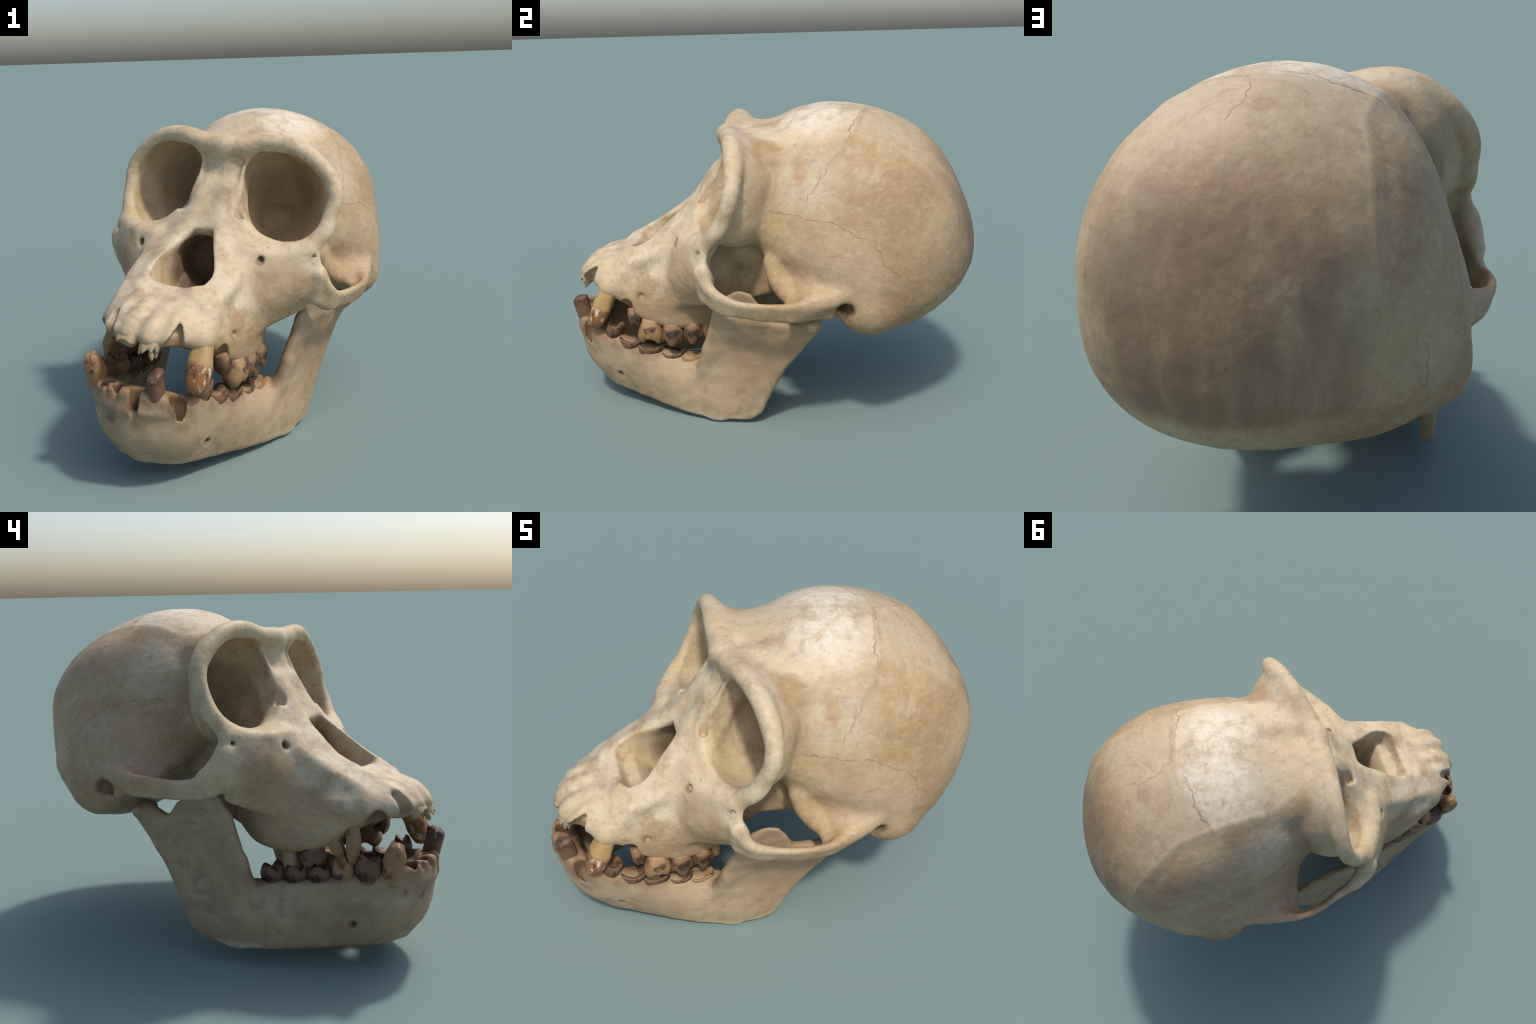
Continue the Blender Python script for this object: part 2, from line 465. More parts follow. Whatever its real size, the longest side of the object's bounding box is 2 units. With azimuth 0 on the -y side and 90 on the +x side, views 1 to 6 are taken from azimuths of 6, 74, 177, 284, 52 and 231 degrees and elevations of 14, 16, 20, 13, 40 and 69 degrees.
def build_mandible():
    fd = Field((-0.64, -1.14, -0.02), (0.64, 0.32, 0.80))
    # body : rows run along the jaw (top, middle, bottom)
    top = [(0, -.985, .405, .055), (.10, -.975, .41, .05), (.185, -.925, .405, .048), (.235, -.80, .375, .045), (.27, -.62, .325, .046), (.295, -.45, .292, .046), (.32, -.34, .285, .045)]
    mid = [(0, -.965, .26, .062), (.10, -.95, .26, .060), (.175, -.89, .26, .056), (.222, -.77, .25, .054), (.283, -.60, .215, .056), (.345, -.42, .19, .05), (.385, -.30, .19, .04)]
    bot = [(0, -.895, .155, .064), (.08, -.88, .15, .062), (.15, -.83, .138, .055), (.21, -.73, .120, .048), (.285, -.58, .095, .044), (.36, -.42, .072, .038), (.405, -.27, .056, .032)]
    fd.balls(*plate([top, mid, bot]), k=.03)
    # ramus : rows from the angle upwards
    fd.balls(*plate([[(.395, -.30, .065, .034), (.42, -.20, .066, .028), (.425, -.12, .070, .026), (.425, -.075, .095, .024)],
                     [(.39, -.31, .20, .038), (.415, -.21, .19, .032), (.425, -.11, .18, .028), (.428, -.04, .18, .026)],
                     [(.405, -.31, .40, .028), (.415, -.18, .38, .027), (.43, -.06, .36, .026), (.443, .04, .34, .026)],
                     [(.425, -.28, .53, .024), (.43, -.13, .51, .025), (.443, .02, .50, .025), (.458, .13, .47, .027)],
                     [(.44, -.255, .63, .022), (.445, -.15, .60, .023), (.458, .02, .575, .022), (.475, .19, .56, .028)]]), k=.04)
    # swelling where the ramus leaves the body
    fd.balls(*spine([(.41, -.31, .42, .024), (.378, -.355, .29, .03), (.345, -.44, .20, .035)]), k=.04)
    # coronoid process
    fd.balls(*plate([[(.44, -.245, .62, .022), (.445, -.14, .60, .022), (.455, -.03, .59, .02)],
                     [(.45, -.215, .69, .017), (.455, -.13, .685, .016), (.46, -.055, .66, .016)],
                     [(.458, -.165, .735, .012), (.462, -.135, .742, .012), (.468, -.095, .732, .012)]]), k=.02)
    # neck and condyle
    fd.balls(*spine([(.45, .09, .50, .028), (.465, .15, .55, .034), (.47, .19, .595, .034)]), k=.04)
    fd.balls(*spine([(.41, .20, .60, .030), (.47, .20, .605, .034), (.52, .19, .598, .028)]), k=.04)
    # on the right side the notch between them is narrow
    fd.balls(*plate([[(-.455, -.05, .58, .02), (-.46, .0, .60, .02), (-.465, .03, .58, .02)],
                     [(-.462, -.08, .66, .014), (-.464, -.04, .665, .014), (-.468, -.01, .65, .014)]]), k=.02, mirror=False)
    fd.balls(*spine([(-.46, .09, .56, .03), (-.468, .14, .585, .034), (-.472, .18, .60, .032)]), k=.03, mirror=False)
    # thin walls round the front sockets
    fd.balls(*plate([[(-.02, -1.022, .40, .034), (.06, -1.018, .40, .034), (.13, -.99, .40, .034), (.19, -.95, .40, .03)],
                     [(-.02, -1.022, .455, .028), (.06, -1.018, .46, .028), (.13, -.99, .445, .03), (.19, -.95, .425, .03)]]), k=.02)
    fd.balls(*spine([(.0, -.965, .44, .026), (.08, -.955, .445, .026), (.15, -.93, .43, .028)]), k=.02)
    # mental foramen
    fd.balls(*spine([(.275, -.81, .197, .014), (.235, -.785, .20, .012)], .006), k=.008, mode='cut')
    # sockets : left canine hole, the broken-out front incisors
    m = jaw_mid(-.97)
    cut = dict(k=.006, mode='cut', mirror=False)
    fd.balls(*spine([(.178 - m, -.955, .48, .036), (.172 - m, -.94, .40, .034), (.163 - m, -.92, .31, .02)]), **cut)
    fd.balls(*spine([(-.145 - m, -.992, .52, .030), (-.142 - m, -.982, .43, .027), (-.14 - m, -.97, .37, .015)]), **cut)
    fd.balls(*spine([(-.072 - m, -1.005, .52, .032), (-.072 - m, -.995, .42, .027), (-.07 - m, -.98, .36, .015)]), **cut)
    fd.balls(*spine([(.018 - m, -1.005, .52, .032), (.02 - m, -1.0, .42, .027), (.02 - m, -.985, .35, .015)]), **cut)
    # notches broken out of the front wall
    fd.balls(*spine([(.028 - m, -1.04, .51, .024), (.025 - m, -1.04, .42, .019), (.022 - m, -1.045, .365, .012)], .005), **cut)
    fd.balls(*spine([(-.125 - m, -1.02, .51, .020), (-.12 - m, -1.03, .455, .010)], .005), **cut)
    fd.balls(*spine([(-.055 - m, -1.04, .51, .022), (-.06 - m, -1.045, .455, .010)], .005), **cut)
    fd.blur(1)
    V, Q = fd.mesh()
    V, Q = keep_largest(V, Q)
    V = relax(V, Q, 4)
    N = normals(V, Q)
    d = vnoise(V, 8, 4) * .003 + vnoise(V, 22, 5) * .0014 + vnoise(V, 60, 6) * .0006
    d += vnoise(V * [1, 1, .4], 30, 9) * .004 * np.clip((V[:, 2] - .40) / .03, 0, 1) * (V[:, 1] < -.85)
    V = V + N * d[:, None]
    V[:, 0] += jaw_mid(V[:, 1])
    return V, Q


# ---------------------------------------------------------------- teeth
def tooth_mesh(a, b, h, cusps, seed, taper=.9, bulge=.06, root=.05, broken=0.0, slant=(0, 0), basin=.25, hollow=0.0):
    """crown around +z: half sizes a (along the row), b (across), height h; cusps = count round the crown"""
    r = np.random.RandomState(seed)
    nseg = 36
    th = np.linspace(0, 2 * np.pi, nseg, endpoint=False)
    sq = 2.6
    cx = np.sign(np.cos(th)) * np.abs(np.cos(th)) ** (2 / sq)
    cy = np.sign(np.sin(th)) * np.abs(np.sin(th)) ** (2 / sq)
    groove = 1 + (.04 * np.cos(cusps * th) if cusps > 1 else 0) + .02 * np.sin(3 * th + r.rand() * 6)
    jag = np.zeros(nseg)
    for f in (2, 3, 5, 7):
        jag += r.randn() * np.sin(f * th + r.rand() * 6) / f
    rows = []
    for t in np.linspace(-root / h, 1, 14):
        if t < 0:
            sc = .84 + .10 * (t * h / root)
        else:
            sc = .84 + (1 - .84 + bulge) * math.sin(min(t / .55, 1) * math.pi / 2)
            if t > .55:
                sc *= 1 - (1 - taper) * ((t - .55) / .45) ** 2
        g = 1 + (groove - 1) * np.clip(t * 2, 0, 1)
        x, y = cx * a * sc * g, cy * b * sc * g
        z = np.full(nseg, t * h)
        u = np.clip((t - .3) / .7, 0, 1)
        if cusps > 1:
            z = z + u * h * .16 * np.cos(cusps * th)
        z = z + u * (slant[0] * x + slant[1] * y) + u * broken * h * jag * .35
        rows.append(np.stack([x, y, z], 1))
    last = rows[-1]
    c = last.mean(0)
    for f in (.82, .6, .35, .12):
        q = c + (last - c) * f
        if cusps > 1:
            q[:, 2] = c[2] + (last[:, 2] - c[2]) * f - basin * h * (1 - f) * .6
        else:
            q[:, 2] = c[2] + (last[:, 2] - c[2]) * f + h * (.10 * (1 - f * f)) * (1 - broken) - hollow * (1 - f ** 2)
        rows.append(q)
    V = np.vstack(rows)
    n = len(rows)
    Q = [[i * nseg + j, i * nseg + (j + 1) % nseg, (i + 1) * nseg + (j + 1) % nseg, (i + 1) * nseg + j] for i in range(n - 1) for j in range(nseg)]
    V = np.vstack([V, rows[-1].mean(0)[None], rows[0].mean(0)[None]])
    top, bot = len(V) - 2, len(V) - 1
    F = [list(q) for q in Q]
    F += [[(n - 1) * nseg + j, (n - 1) * nseg + (j + 1) % nseg, top] for j in range(nseg)]
    F += [[(j + 1) % nseg, j, bot] for j in range(nseg)]
    V = V + .004 * np.stack([vnoise(V, 22, seed + 9 + i) for i in range(3)], 1) + .0014 * np.stack([vnoise(V, 55, seed + i) for i in range(3)], 1)
    return V, F


def tooth_matrix(base, tip, along):
    base, tip, along = Vector(base), Vector(tip), Vector(along)
    z = (tip - base).normalized()
    x = (along - z * along.dot(z)).normalized()
    y = z.cross(x)
    M = Matrix((x, y, z)).transposed().to_4x4()
    M.translation = base
    return M
# ---------------------------------------------------------------- materials
class Nodes:
    def __init__(self, name):
        self.m = bpy.data.materials.new(name)
        self.m.use_nodes = True
        self.t = self.m.node_tree
        self.b = self.t.nodes['Principled BSDF']
        self.P = self.n('ShaderNodeTexCoord').outputs['Object']
        sx = self.n('ShaderNodeSeparateXYZ')
        self.l(self.P, sx.inputs[0])
        self.x, self.y, self.z = sx.outputs
        self.ax = self.math('ABSOLUTE', self.x)
        cx = self.n('ShaderNodeCombineXYZ')
        self.l(self.ax, cx.inputs[0]); self.l(self.y, cx.inputs[1]); self.l(self.z, cx.inputs[2])
        self.A = cx.outputs[0]

    def n(self, t, **kw):
        q = self.t.nodes.new(t)
        for k, v in kw.items():
            setattr(q, k, v)
        return q

    def l(self, a, b):
        self.t.links.new(a, b)

    def put(self, v, sock):
        if hasattr(v, 'links'):
            self.l(v, sock)
        else:
            sock.default_value = v

    def math(self, op, a, b=0.0, clamp=False):
        q = self.n('ShaderNodeMath', operation=op, use_clamp=clamp)
        self.put(a, q.inputs[0]); self.put(b, q.inputs[1])
        return q.outputs[0]

    def mul(self, *a):
        r = a[0]
        for q in a[1:]:
            r = self.math('MULTIPLY', r, q)
        return r

    def add(self, a, b):
        return self.math('ADD', a, b)

    def inv(self, a):
        return self.math('SUBTRACT', 1.0, a)

    def noise(self, scale, detail=4, rough=.55, vec=None, dist=0.0, stretch=None):
        q = self.n('ShaderNodeTexNoise')
        v = vec or self.P
        if stretch:
            mp = self.n('ShaderNodeMapping')
            mp.inputs['Scale'].default_value = stretch
            self.l(v, mp.inputs[0]); v = mp.outputs[0]
        self.l(v, q.inputs['Vector'])
        q.inputs['Scale'].default_value = scale
        q.inputs['Detail'].default_value = detail
        q.inputs['Roughness'].default_value = rough
        q.inputs['Distortion'].default_value = dist
        return q.outputs['Fac']

    def step(self, v, a, b):
        """smooth 0..1 as v runs from a to b (b may be below a)"""
        q = self.n('ShaderNodeMapRange', interpolation_type='SMOOTHSTEP')
        self.put(v, q.inputs['Value'])
        if a < b:
            lo, hi, t0, t1 = a, b, 0.0, 1.0
        else:
            lo, hi, t0, t1 = b, a, 1.0, 0.0
        q.inputs['From Min'].default_value = lo; q.inputs['From Max'].default_value = hi
        q.inputs['To Min'].default_value = t0; q.inputs['To Max'].default_value = t1
        return q.outputs[0]

    def dist(self, p, vec=None, scale=None):
        q = self.n('ShaderNodeVectorMath', operation='SUBTRACT')
        self.l(vec or self.P, q.inputs[0]); q.inputs[1].default_value = p
        v = q.outputs[0]
        if scale:
            m = self.n('ShaderNodeVectorMath', operation='MULTIPLY')
            self.l(v, m.inputs[0]); m.inputs[1].default_value = scale; v = m.outputs[0]
        q = self.n('ShaderNodeVectorMath', operation='LENGTH')
        self.l(v, q.inputs[0])
        return q.outputs['Value']

    def spot(self, p, r0, r1, sym=False, scale=None, wob=None, amp=0.0):
        d = self.dist(p, self.A if sym else self.P, scale)
        if wob is not None:
            d = self.add(d, self.mul(self.math('SUBTRACT', wob, .5), amp))
        return self.step(d, r1, r0)

    def mix(self, f, a, b, mode='MIX'):
        q = self.n('ShaderNodeMix', data_type='RGBA', blend_type=mode)
        self.put(f, q.inputs[0])
        self.put(a if hasattr(a, 'links') else (*a, 1), q.inputs[6])
        self.put(b if hasattr(b, 'links') else (*b, 1), q.inputs[7])
        return q.outputs[2]

    def vmax(self, a, b):
        return self.math('MAXIMUM', a, b)

    def bump(self, h, strength, dist):
        q = self.n('ShaderNodeBump')
        q.inputs['Strength'].default_value = strength
        q.inputs['Distance'].default_value = dist
        self.l(h, q.inputs['Height'])
        self.l(q.outputs[0], self.b.inputs['Normal'])

    def specks(self, scale, size, keep, seed=0.0):
        """sparse dark pin pits"""
        q = self.n('ShaderNodeTexVoronoi')
        mp = self.n('ShaderNodeMapping')
        mp.inputs['Location'].default_value = (seed, seed * 2, 0)
        self.l(self.P, mp.inputs[0]); self.l(mp.outputs[0], q.inputs['Vector'])
        q.inputs['Scale'].default_value = scale
        d = self.step(q.outputs['Distance'], size, size * .4)
        w = self.n('ShaderNodeSeparateColor')
        self.l(q.outputs['Color'], w.inputs[0])
        return self.mul(d, self.step(w.outputs[0], keep, keep + .02))


TAN = (.33, .208, .102)
TAN2 = (.45, .32, .175)
PALE = (.63, .528, .365)
CREAM = (.55, .43, .26)
BROWN = (.25, .165, .10)
DARK = (.10, .055, .03)


def cranium_material():
    g = Nodes('cranium_bone')
    n1, n2, n3 = g.noise(2.6, 5), g.noise(9, 6, .6), g.noise(38, 5, .65)
    col = g.mix(g.step(n1, .35, .65), TAN, TAN2)
    # pale roof between the temple lines, pale brows, nose and snout
    line = g.math('ADD', .315, g.math('SUBTRACT', g.math('MULTIPLY', g.math('MAXIMUM', g.math('SUBTRACT', g.y, .55), 0.0), .27),
                                      g.math('MINIMUM', g.math('MULTIPLY', g.math('MAXIMUM', g.math('SUBTRACT', .12, g.y), 0.0), .5), .1)))
    off = g.math('SUBTRACT', g.ax, line)
    off = g.add(off, g.mul(g.math('SUBTRACT', n2, .5), .10))
    roof = g.mul(g.step(off, .03, -.02), g.step(g.add(g.y, g.mul(g.math('SUBTRACT', n2, .5), .35)), .86, .60), g.step(g.z, .95, 1.15))
    face = g.mul(g.step(g.y, -.04, -.12), g.step(g.add(g.z, g.mul(g.math('SUBTRACT', n2, .5), .25)), .62, .80))
    flank = g.vmax(g.spot((.40, -.40, .80), .06, .24, True), g.spot((.38, -.60, .70), .06, .19, True, wob=n2, amp=.10))
    face = g.mul(face, g.step(flank, 1.0, .25))
    # the forehead plate is paler than the roof behind the coronal suture
    cor = g.math('SUBTRACT', g.y, g.math('ADD', .455, g.math('MULTIPLY', g.math('SUBTRACT', g.z, 1.51), .9)))
    cor = g.add(cor, g.mul(g.math('SUBTRACT', n2, .5), .09))
    fore = g.step(cor, .012, -.012)
    pale = g.mul(g.vmax(roof, face), g.step(n2, .22, .62))
    rear = g.mix(g.step(n1, .3, .6), CREAM, (.47, .36, .225))
    col = g.mix(g.mul(pale, .9), col, g.mix(fore, rear, g.mix(g.step(n1, .32, .6), PALE, CREAM)))
    band = g.mul(g.step(g.math('ABSOLUTE', cor), .028, .0), g.step(g.z, 1.12, 1.25))
    col = g.mix(g.mul(band, g.step(n2, .35, .6), .5), col, (.30, .205, .115))
    # chalky bleached patches on the forehead
    chalk = g.vmax(g.spot((.13, .22, 1.50), .08, .24, wob=n2, amp=.22), g.spot((-.13, .30, 1.50), .08, .24, wob=n2, amp=.22))
    col = g.mix(g.mul(chalk, g.step(g.noise(20, 7, .75), .28, .62), .75), col, (.72, .65, .53))
    # greenish-grey cream on the front of the temples
    tem = g.spot((.44, .16, 1.27), .06, .24, True, wob=n2, amp=.2)
    col = g.mix(g.mul(tem, g.step(n2, .30, .60), .7), col, (.50, .425, .30))
    # smooth pinkish plate of the temple bone below its suture
    squ = g.spot((.57, .30, .90), .12, .22, True, wob=n2, amp=.08, scale=(1, .75, 1))
    col = g.mix(g.mul(squ, .6), col, (.44, .315, .195))
    # brown patch on the back of the head, tan temples
    grey = g.spot((-.45, .45, 1.15), .1, .4, wob=n2, amp=.3)
    col = g.mix(g.mul(grey, g.step(n2, .45, .7), .45), col, (.25, .19, .125))
    # mottling: broad tan clouds, then grain
    cl = g.noise(6, 7, .68, dist=.6)
    col = g.mix(g.mul(g.step(cl, .52, .68), .45), col, (.28, .185, .105))
    col = g.mix(g.mul(g.step(cl, .46, .32), .40), col, (.52, .42, .29))
    col = g.mix(g.mul(g.step(n3, .50, .75), .38), col, BROWN)
    col = g.mix(g.mul(g.step(g.noise(26, 6, .7), .55, .72), .25), col, (.60, .51, .38))
    # pale fibrous lacework, dark streaky grain
    fib = g.noise(42, 6, .72, stretch=(1, .55, 1), dist=.3)
    col = g.mix(g.mul(g.step(fib, .44, .72), .22), col, (.62, .51, .35))
    col = g.mix(g.mul(g.step(g.noise(48, 5, .7, stretch=(1, .3, .8)), .58, .70), .35), col, (.20, .135, .08))
    browning = g.spot((.03, .96, .96), .22, .56, wob=n2, amp=.40)  # brown patch over the back of the head, fading outwards
    browning = g.mul(browning, g.step(g.add(g.z, g.mul(g.math('SUBTRACT', n2, .5), .10)), .68, .74))
    browning = g.mul(browning, g.step(g.noise(5, 6, .65, stretch=(1.4, 1, .5)), .25, .58))
    col = g.mix(g.mul(browning, g.math('ADD', .62, g.mul(n2, .45))), col, g.mix(g.step(n1, .4, .6), (.22, .135, .076), (.185, .125, .08)))
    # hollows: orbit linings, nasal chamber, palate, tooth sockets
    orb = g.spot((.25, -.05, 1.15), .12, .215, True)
    col = g.mix(g.mul(orb, .75), col, (.20, .13, .07))  # brown lining, deepened by recess shade painted into the orbit colour
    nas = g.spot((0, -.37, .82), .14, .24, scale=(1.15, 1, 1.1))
    col = g.mix(g.mul(nas, .85), col, (.11, .065, .036))  # brown, with the darkness of the deep chamber painted in as colour
    pal = g.spot((0, -.55, .43), .17, .24, scale=(1, .55, 1.3), wob=n2, amp=.1)
    col = g.mix(g.mul(pal, .9), col, (.11, .062, .032))
    soc = None
    for p, r, sy in (((-.15, -.955, .69), .04, 0), ((.142, -.925, .665), .05, 0), ((-.215, -.85, .64), .06, 0), ((.26, -.725, .57), .05, 0),
                     ((.305, -.455, .935), .022, 1), ((.513, -.325, .955), .012, 1), ((.298, -.651, .652), .024, 0), ((.57, .347, .70), .045, 1)):
        q = g.spot(p, r * .6, r * 1.25, bool(sy))
        soc = q if soc is None else g.vmax(soc, q)
    col = g.mix(g.mul(soc, .8), col, (.16, .088, .045))
    # yellow-brown along the tooth row and pits
    gum = g.mul(g.step(g.add(g.z, g.mul(g.math('SUBTRACT', n2, .5), .12)), .62, .50), g.step(g.y, -.25, -.35))
    col = g.mix(g.mul(gum, .5), col, (.29, .185, .095))
    pits = g.vmax(g.specks(24, .10, .84), g.mul(g.specks(75, .22, .80, 3.1), g.step(n2, .48, .62)))
    col = g.mix(g.mul(pits, .6), col, (.13, .075, .04))
    speck = g.mul(g.spot((.20, -.76, .74), .02, .08, wob=n3, amp=.08), g.step(n3, .55, .62))
    speck = g.vmax(speck, g.mul(g.spot((.37, .22, 1.30), .01, .06, wob=n3, amp=.08), g.step(n3, .52, .6)))
    col = g.mix(g.mul(speck, .7), col, (.09, .075, .065))
    g.l(col, g.b.inputs['Base Color'])
    g.b.inputs['Roughness'].default_value = .58
    g.b.inputs['Specular IOR Level'].default_value = .35
    g.bump(g.add(g.add(g.mul(n3, .6), g.mul(g.noise(120, 3), .3)), g.mul(fib, .35)), .4, .004)
    return g.m


def mandible_material():
    g = Nodes('mandible_bone')
    n1, n2, n3 = g.noise(3.2, 5), g.noise(10, 6, .6), g.noise(40, 5, .65)
    col = g.mix(g.step(n1, .35, .65), (.30, .203, .113), (.40, .288, .168))
    col = g.mix(g.mul(g.step(n2, .48, .70), .65), col, (.215, .145, .085))
    col = g.mix(g.mul(g.step(g.noise(7, 5, .6, stretch=(1, .5, 1.5)), .52, .7), .45), col, (.50, .385, .25))
    edge = g.mul(g.step(g.add(g.z, g.mul(n2, .05)), .10, .055), g.step(g.y, -.75, -.45))
    col = g.mix(g.mul(edge, .7), col, (.66, .58, .46))
    gum = g.step(g.add(g.z, g.add(g.mul(g.math('SUBTRACT', n2, .5), .08), g.mul(g.math('ADD', g.y, .35), .17))), .285, .335)
    gum = g.mul(gum, g.step(g.y, -.33, -.40))
    col = g.mix(g.mul(gum, .8), col, (.22, .125, .06))
    lin = g.spot((-.02, -.70, .42), .16, .22, scale=(.95, .62, 1.3), wob=n2, amp=.06)
    col = g.mix(g.mul(lin, .85), col, (.105, .06, .03))
    soc = None
    for p, r in (((.172, -.955, .42), .05), ((-.14, -.985, .44), .04), ((-.075, -1.0, .43), .045), ((.02, -1.03, .42), .035), ((.236, -.796, .197), .022), ((-.278, -.79, .197), .022)):
        q = g.spot(p, r * .6, r * 1.2)
        soc = q if soc is None else g.vmax(soc, q)
    col = g.mix(g.mul(soc, .8), col, (.15, .08, .04))
    bl = g.vmax(g.spot((-.10, -1.03, .33), .012, .03, wob=n3, amp=.04), g.spot((-.19, -.98, .36), .012, .03, wob=n3, amp=.04))
    col = g.mix(g.mul(bl, .7), col, (.10, .07, .05))
    col = g.mix(g.mul(g.step(n3, .54, .78), .35), col, BROWN)
    col = g.mix(g.mul(g.specks(28, .15, .86), .5), col, DARK)
    g.l(col, g.b.inputs['Base Color'])
    g.b.inputs['Roughness'].default_value = .58
    g.b.inputs['Specular IOR Level'].default_value = .35
    g.bump(g.add(g.mul(n3, .6), g.mul(g.noise(120, 3), .3)), .25, .004)
    return g.m


def tooth_material(name, root_col, crown_col, stain_col, patch_col, turn, patch=.5, browning=.5):
    """turn: height along the tooth where the root colour gives way to the crown"""
    g = Nodes(name)
    n1, n2 = g.noise(16, 6, .68), g.noise(30, 6, .7, stretch=(1, 1, .4))
    h = g.add(g.z, g.mul(g.math('SUBTRACT', n1, .5), .04))
    col = g.mix(g.step(h, turn - .01, turn + .015), root_col, crown_col)
    col = g.mix(g.mul(g.step(n1, 1 - browning, 1 - browning + .15), g.step(h, turn - .02, turn + .02)), col, stain_col)
    col = g.mix(g.mul(g.step(n2, 1 - patch, 1 - patch + .08), g.step(h, turn, turn + .02)), col, patch_col)
    g.l(col, g.b.inputs['Base Color'])
    g.b.inputs['Roughness'].default_value = .5
    g.b.inputs['Specular IOR Level'].default_value = .35
    g.bump(n2, .2, .003)
    return g.m


def plain_material(name, c1, c2, scale=30, rough=.7):
    g = Nodes(name)
    g.l(g.mix(g.step(g.noise(scale, 4), .35, .65), c1, c2), g.b.inputs['Base Color'])
    g.b.inputs['Roughness'].default_value = rough
    return g.m
# ---------------------------------------------------------------- assembling
from mathutils.bvhtree import BVHTree

root = bpy.data.objects.new('ape_skull', None)
bpy.context.scene.collection.objects.link(root)
root['label'] = 'weathered ape skull with lower jaw and broken teeth'
root['category'] = 'skull'


def make_object(name, V, F, parent, mat, N=None, matrix=WORLD):
    me = bpy.data.meshes.new(name)
    me.from_pydata(np.asarray(V).tolist(), [], F if isinstance(F, list) else F.tolist())
    me.update()
    me.polygons.foreach_set('use_smooth', np.ones(len(me.polygons), bool))
    if N is not None:
        me.normals_split_custom_set_from_vertices(N.tolist())
    me.materials.append(mat)
    ob = bpy.data.objects.new(name, me)
    bpy.context.scene.collection.objects.link(ob)
    ob.parent = parent
    if parent is not root:
        ob.matrix_parent_inverse = WORLD.inverted()
    ob.matrix_basis = matrix
    return ob


def split(V, Q, label, names, mat):
    N = normals(V, Q)
    L = label(V[Q].mean(1))
    obs = {}
    for i, nm in enumerate(names):
        f = Q[L == i]
        u, inv = np.unique(f, return_inverse=True)
        ob = make_object(nm, V[u], inv.reshape(-1, 4), root, mat, N[u])
        obs.setdefault(nm, ob)
    return obs


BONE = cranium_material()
JAWBONE = mandible_material()
T_CANINE = tooth_material('canine_tooth', (.40, .25, .10), (.27, .115, .04), (.10, .042, .02), (.60, .49, .35), .085, .46, .5)
T_DARK = tooth_material('stained_tooth', (.25, .145, .07), (.15, .08, .04), (.035, .02, .013), (.40, .27, .14), .005, .33, .54)
T_AMBER = tooth_material('amber_tooth', (.33, .20, .09), (.29, .165, .07), (.06, .03, .018), (.46, .33, .18), .005, .40, .50)
T_PALE = tooth_material('pale_tooth', (.29, .19, .10), (.30, .205, .105), (.07, .04, .022), (.42, .32, .19), .02, .40, .45)
T_STUB = tooth_material('worn_tooth', (.17, .09, .05), (.13, .065, .04), (.06, .03, .02), (.50, .40, .29), .09, .45, .55)
T_ROOT = tooth_material('broken_root', (.44, .34, .21), (.40, .295, .175), (.27, .18, .095), (.56, .46, .32), .01, .42, .42)
SUTURE = plain_material('suture_crack', (.25, .17, .08), (.36, .255, .135))
SUTURE_FAINT = plain_material('faint_suture', (.30, .205, .115), (.40, .29, .175))

# ---- cranium, cut into its bones without a seam
V, Q = build_cranium()
TREE = BVHTree.FromPolygons(V.tolist(), Q.tolist())


def cranium_label(C):
    x, y, z = np.abs(C[:, 0]), C[:, 1], C[:, 2]
    L = np.zeros(len(C), int)                                     # braincase
    L[(y < -.05 - .10 * (x < .12)) & (z < .93) | (y < -.30) & (z < 1.02)] = 1   # upper jaw
    brow = (y < -.02) & (z > 1.05)
    L[brow] = 2
    nose = (x < .13) & (y < -.18) & (z > .90) & (z < 1.33) & (y > -.66)
    L[nose] = 3
    cheek = (x > .33) & (y < -.12) & (z > .60) & (z <= 1.06) & (C[:, 1] > -.5)
    arch = (x > .545) & (y > -.17) & (y < .20) & (z < .80)
    L[cheek & (C[:, 0] > 0)] = 4
    L[cheek & (C[:, 0] < 0)] = 5
    L[arch & (C[:, 0] > 0)] = 6
    L[arch & (C[:, 0] < 0)] = 7
    return L


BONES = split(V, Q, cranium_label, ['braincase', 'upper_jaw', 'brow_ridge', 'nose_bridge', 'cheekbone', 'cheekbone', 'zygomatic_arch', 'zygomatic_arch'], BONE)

# ---- mandible
V, Q = build_mandible()


def mandible_label(C):
    x = C[:, 0] - jaw_mid(C[:, 1])
    back = C[:, 1] > -.30 - .25 * np.clip(C[:, 2] - .2, 0, 1) - .0
    return np.where(back, np.where(x > 0, 1, 2), 0)


JAW = split(V, Q, mandible_label, ['mandible_body', 'ramus', 'ramus'], JAWBONE)


def tooth(kind, base, tip, a, b, along, parent, mat, cusps=1, **kw):
    h = (Vector(tip) - Vector(base)).length
    Vt, Ft = tooth_mesh(a, b, h, cusps, seed=int(abs(base[0] * 977 + base[1] * 3331 + base[2] * 71)) + 3, **kw)
    return make_object(kind, Vt, Ft, parent, mat, None, WORLD @ tooth_matrix(base, tip, along))


UP, LOW = BONES['upper_jaw'], JAW['mandible_body']
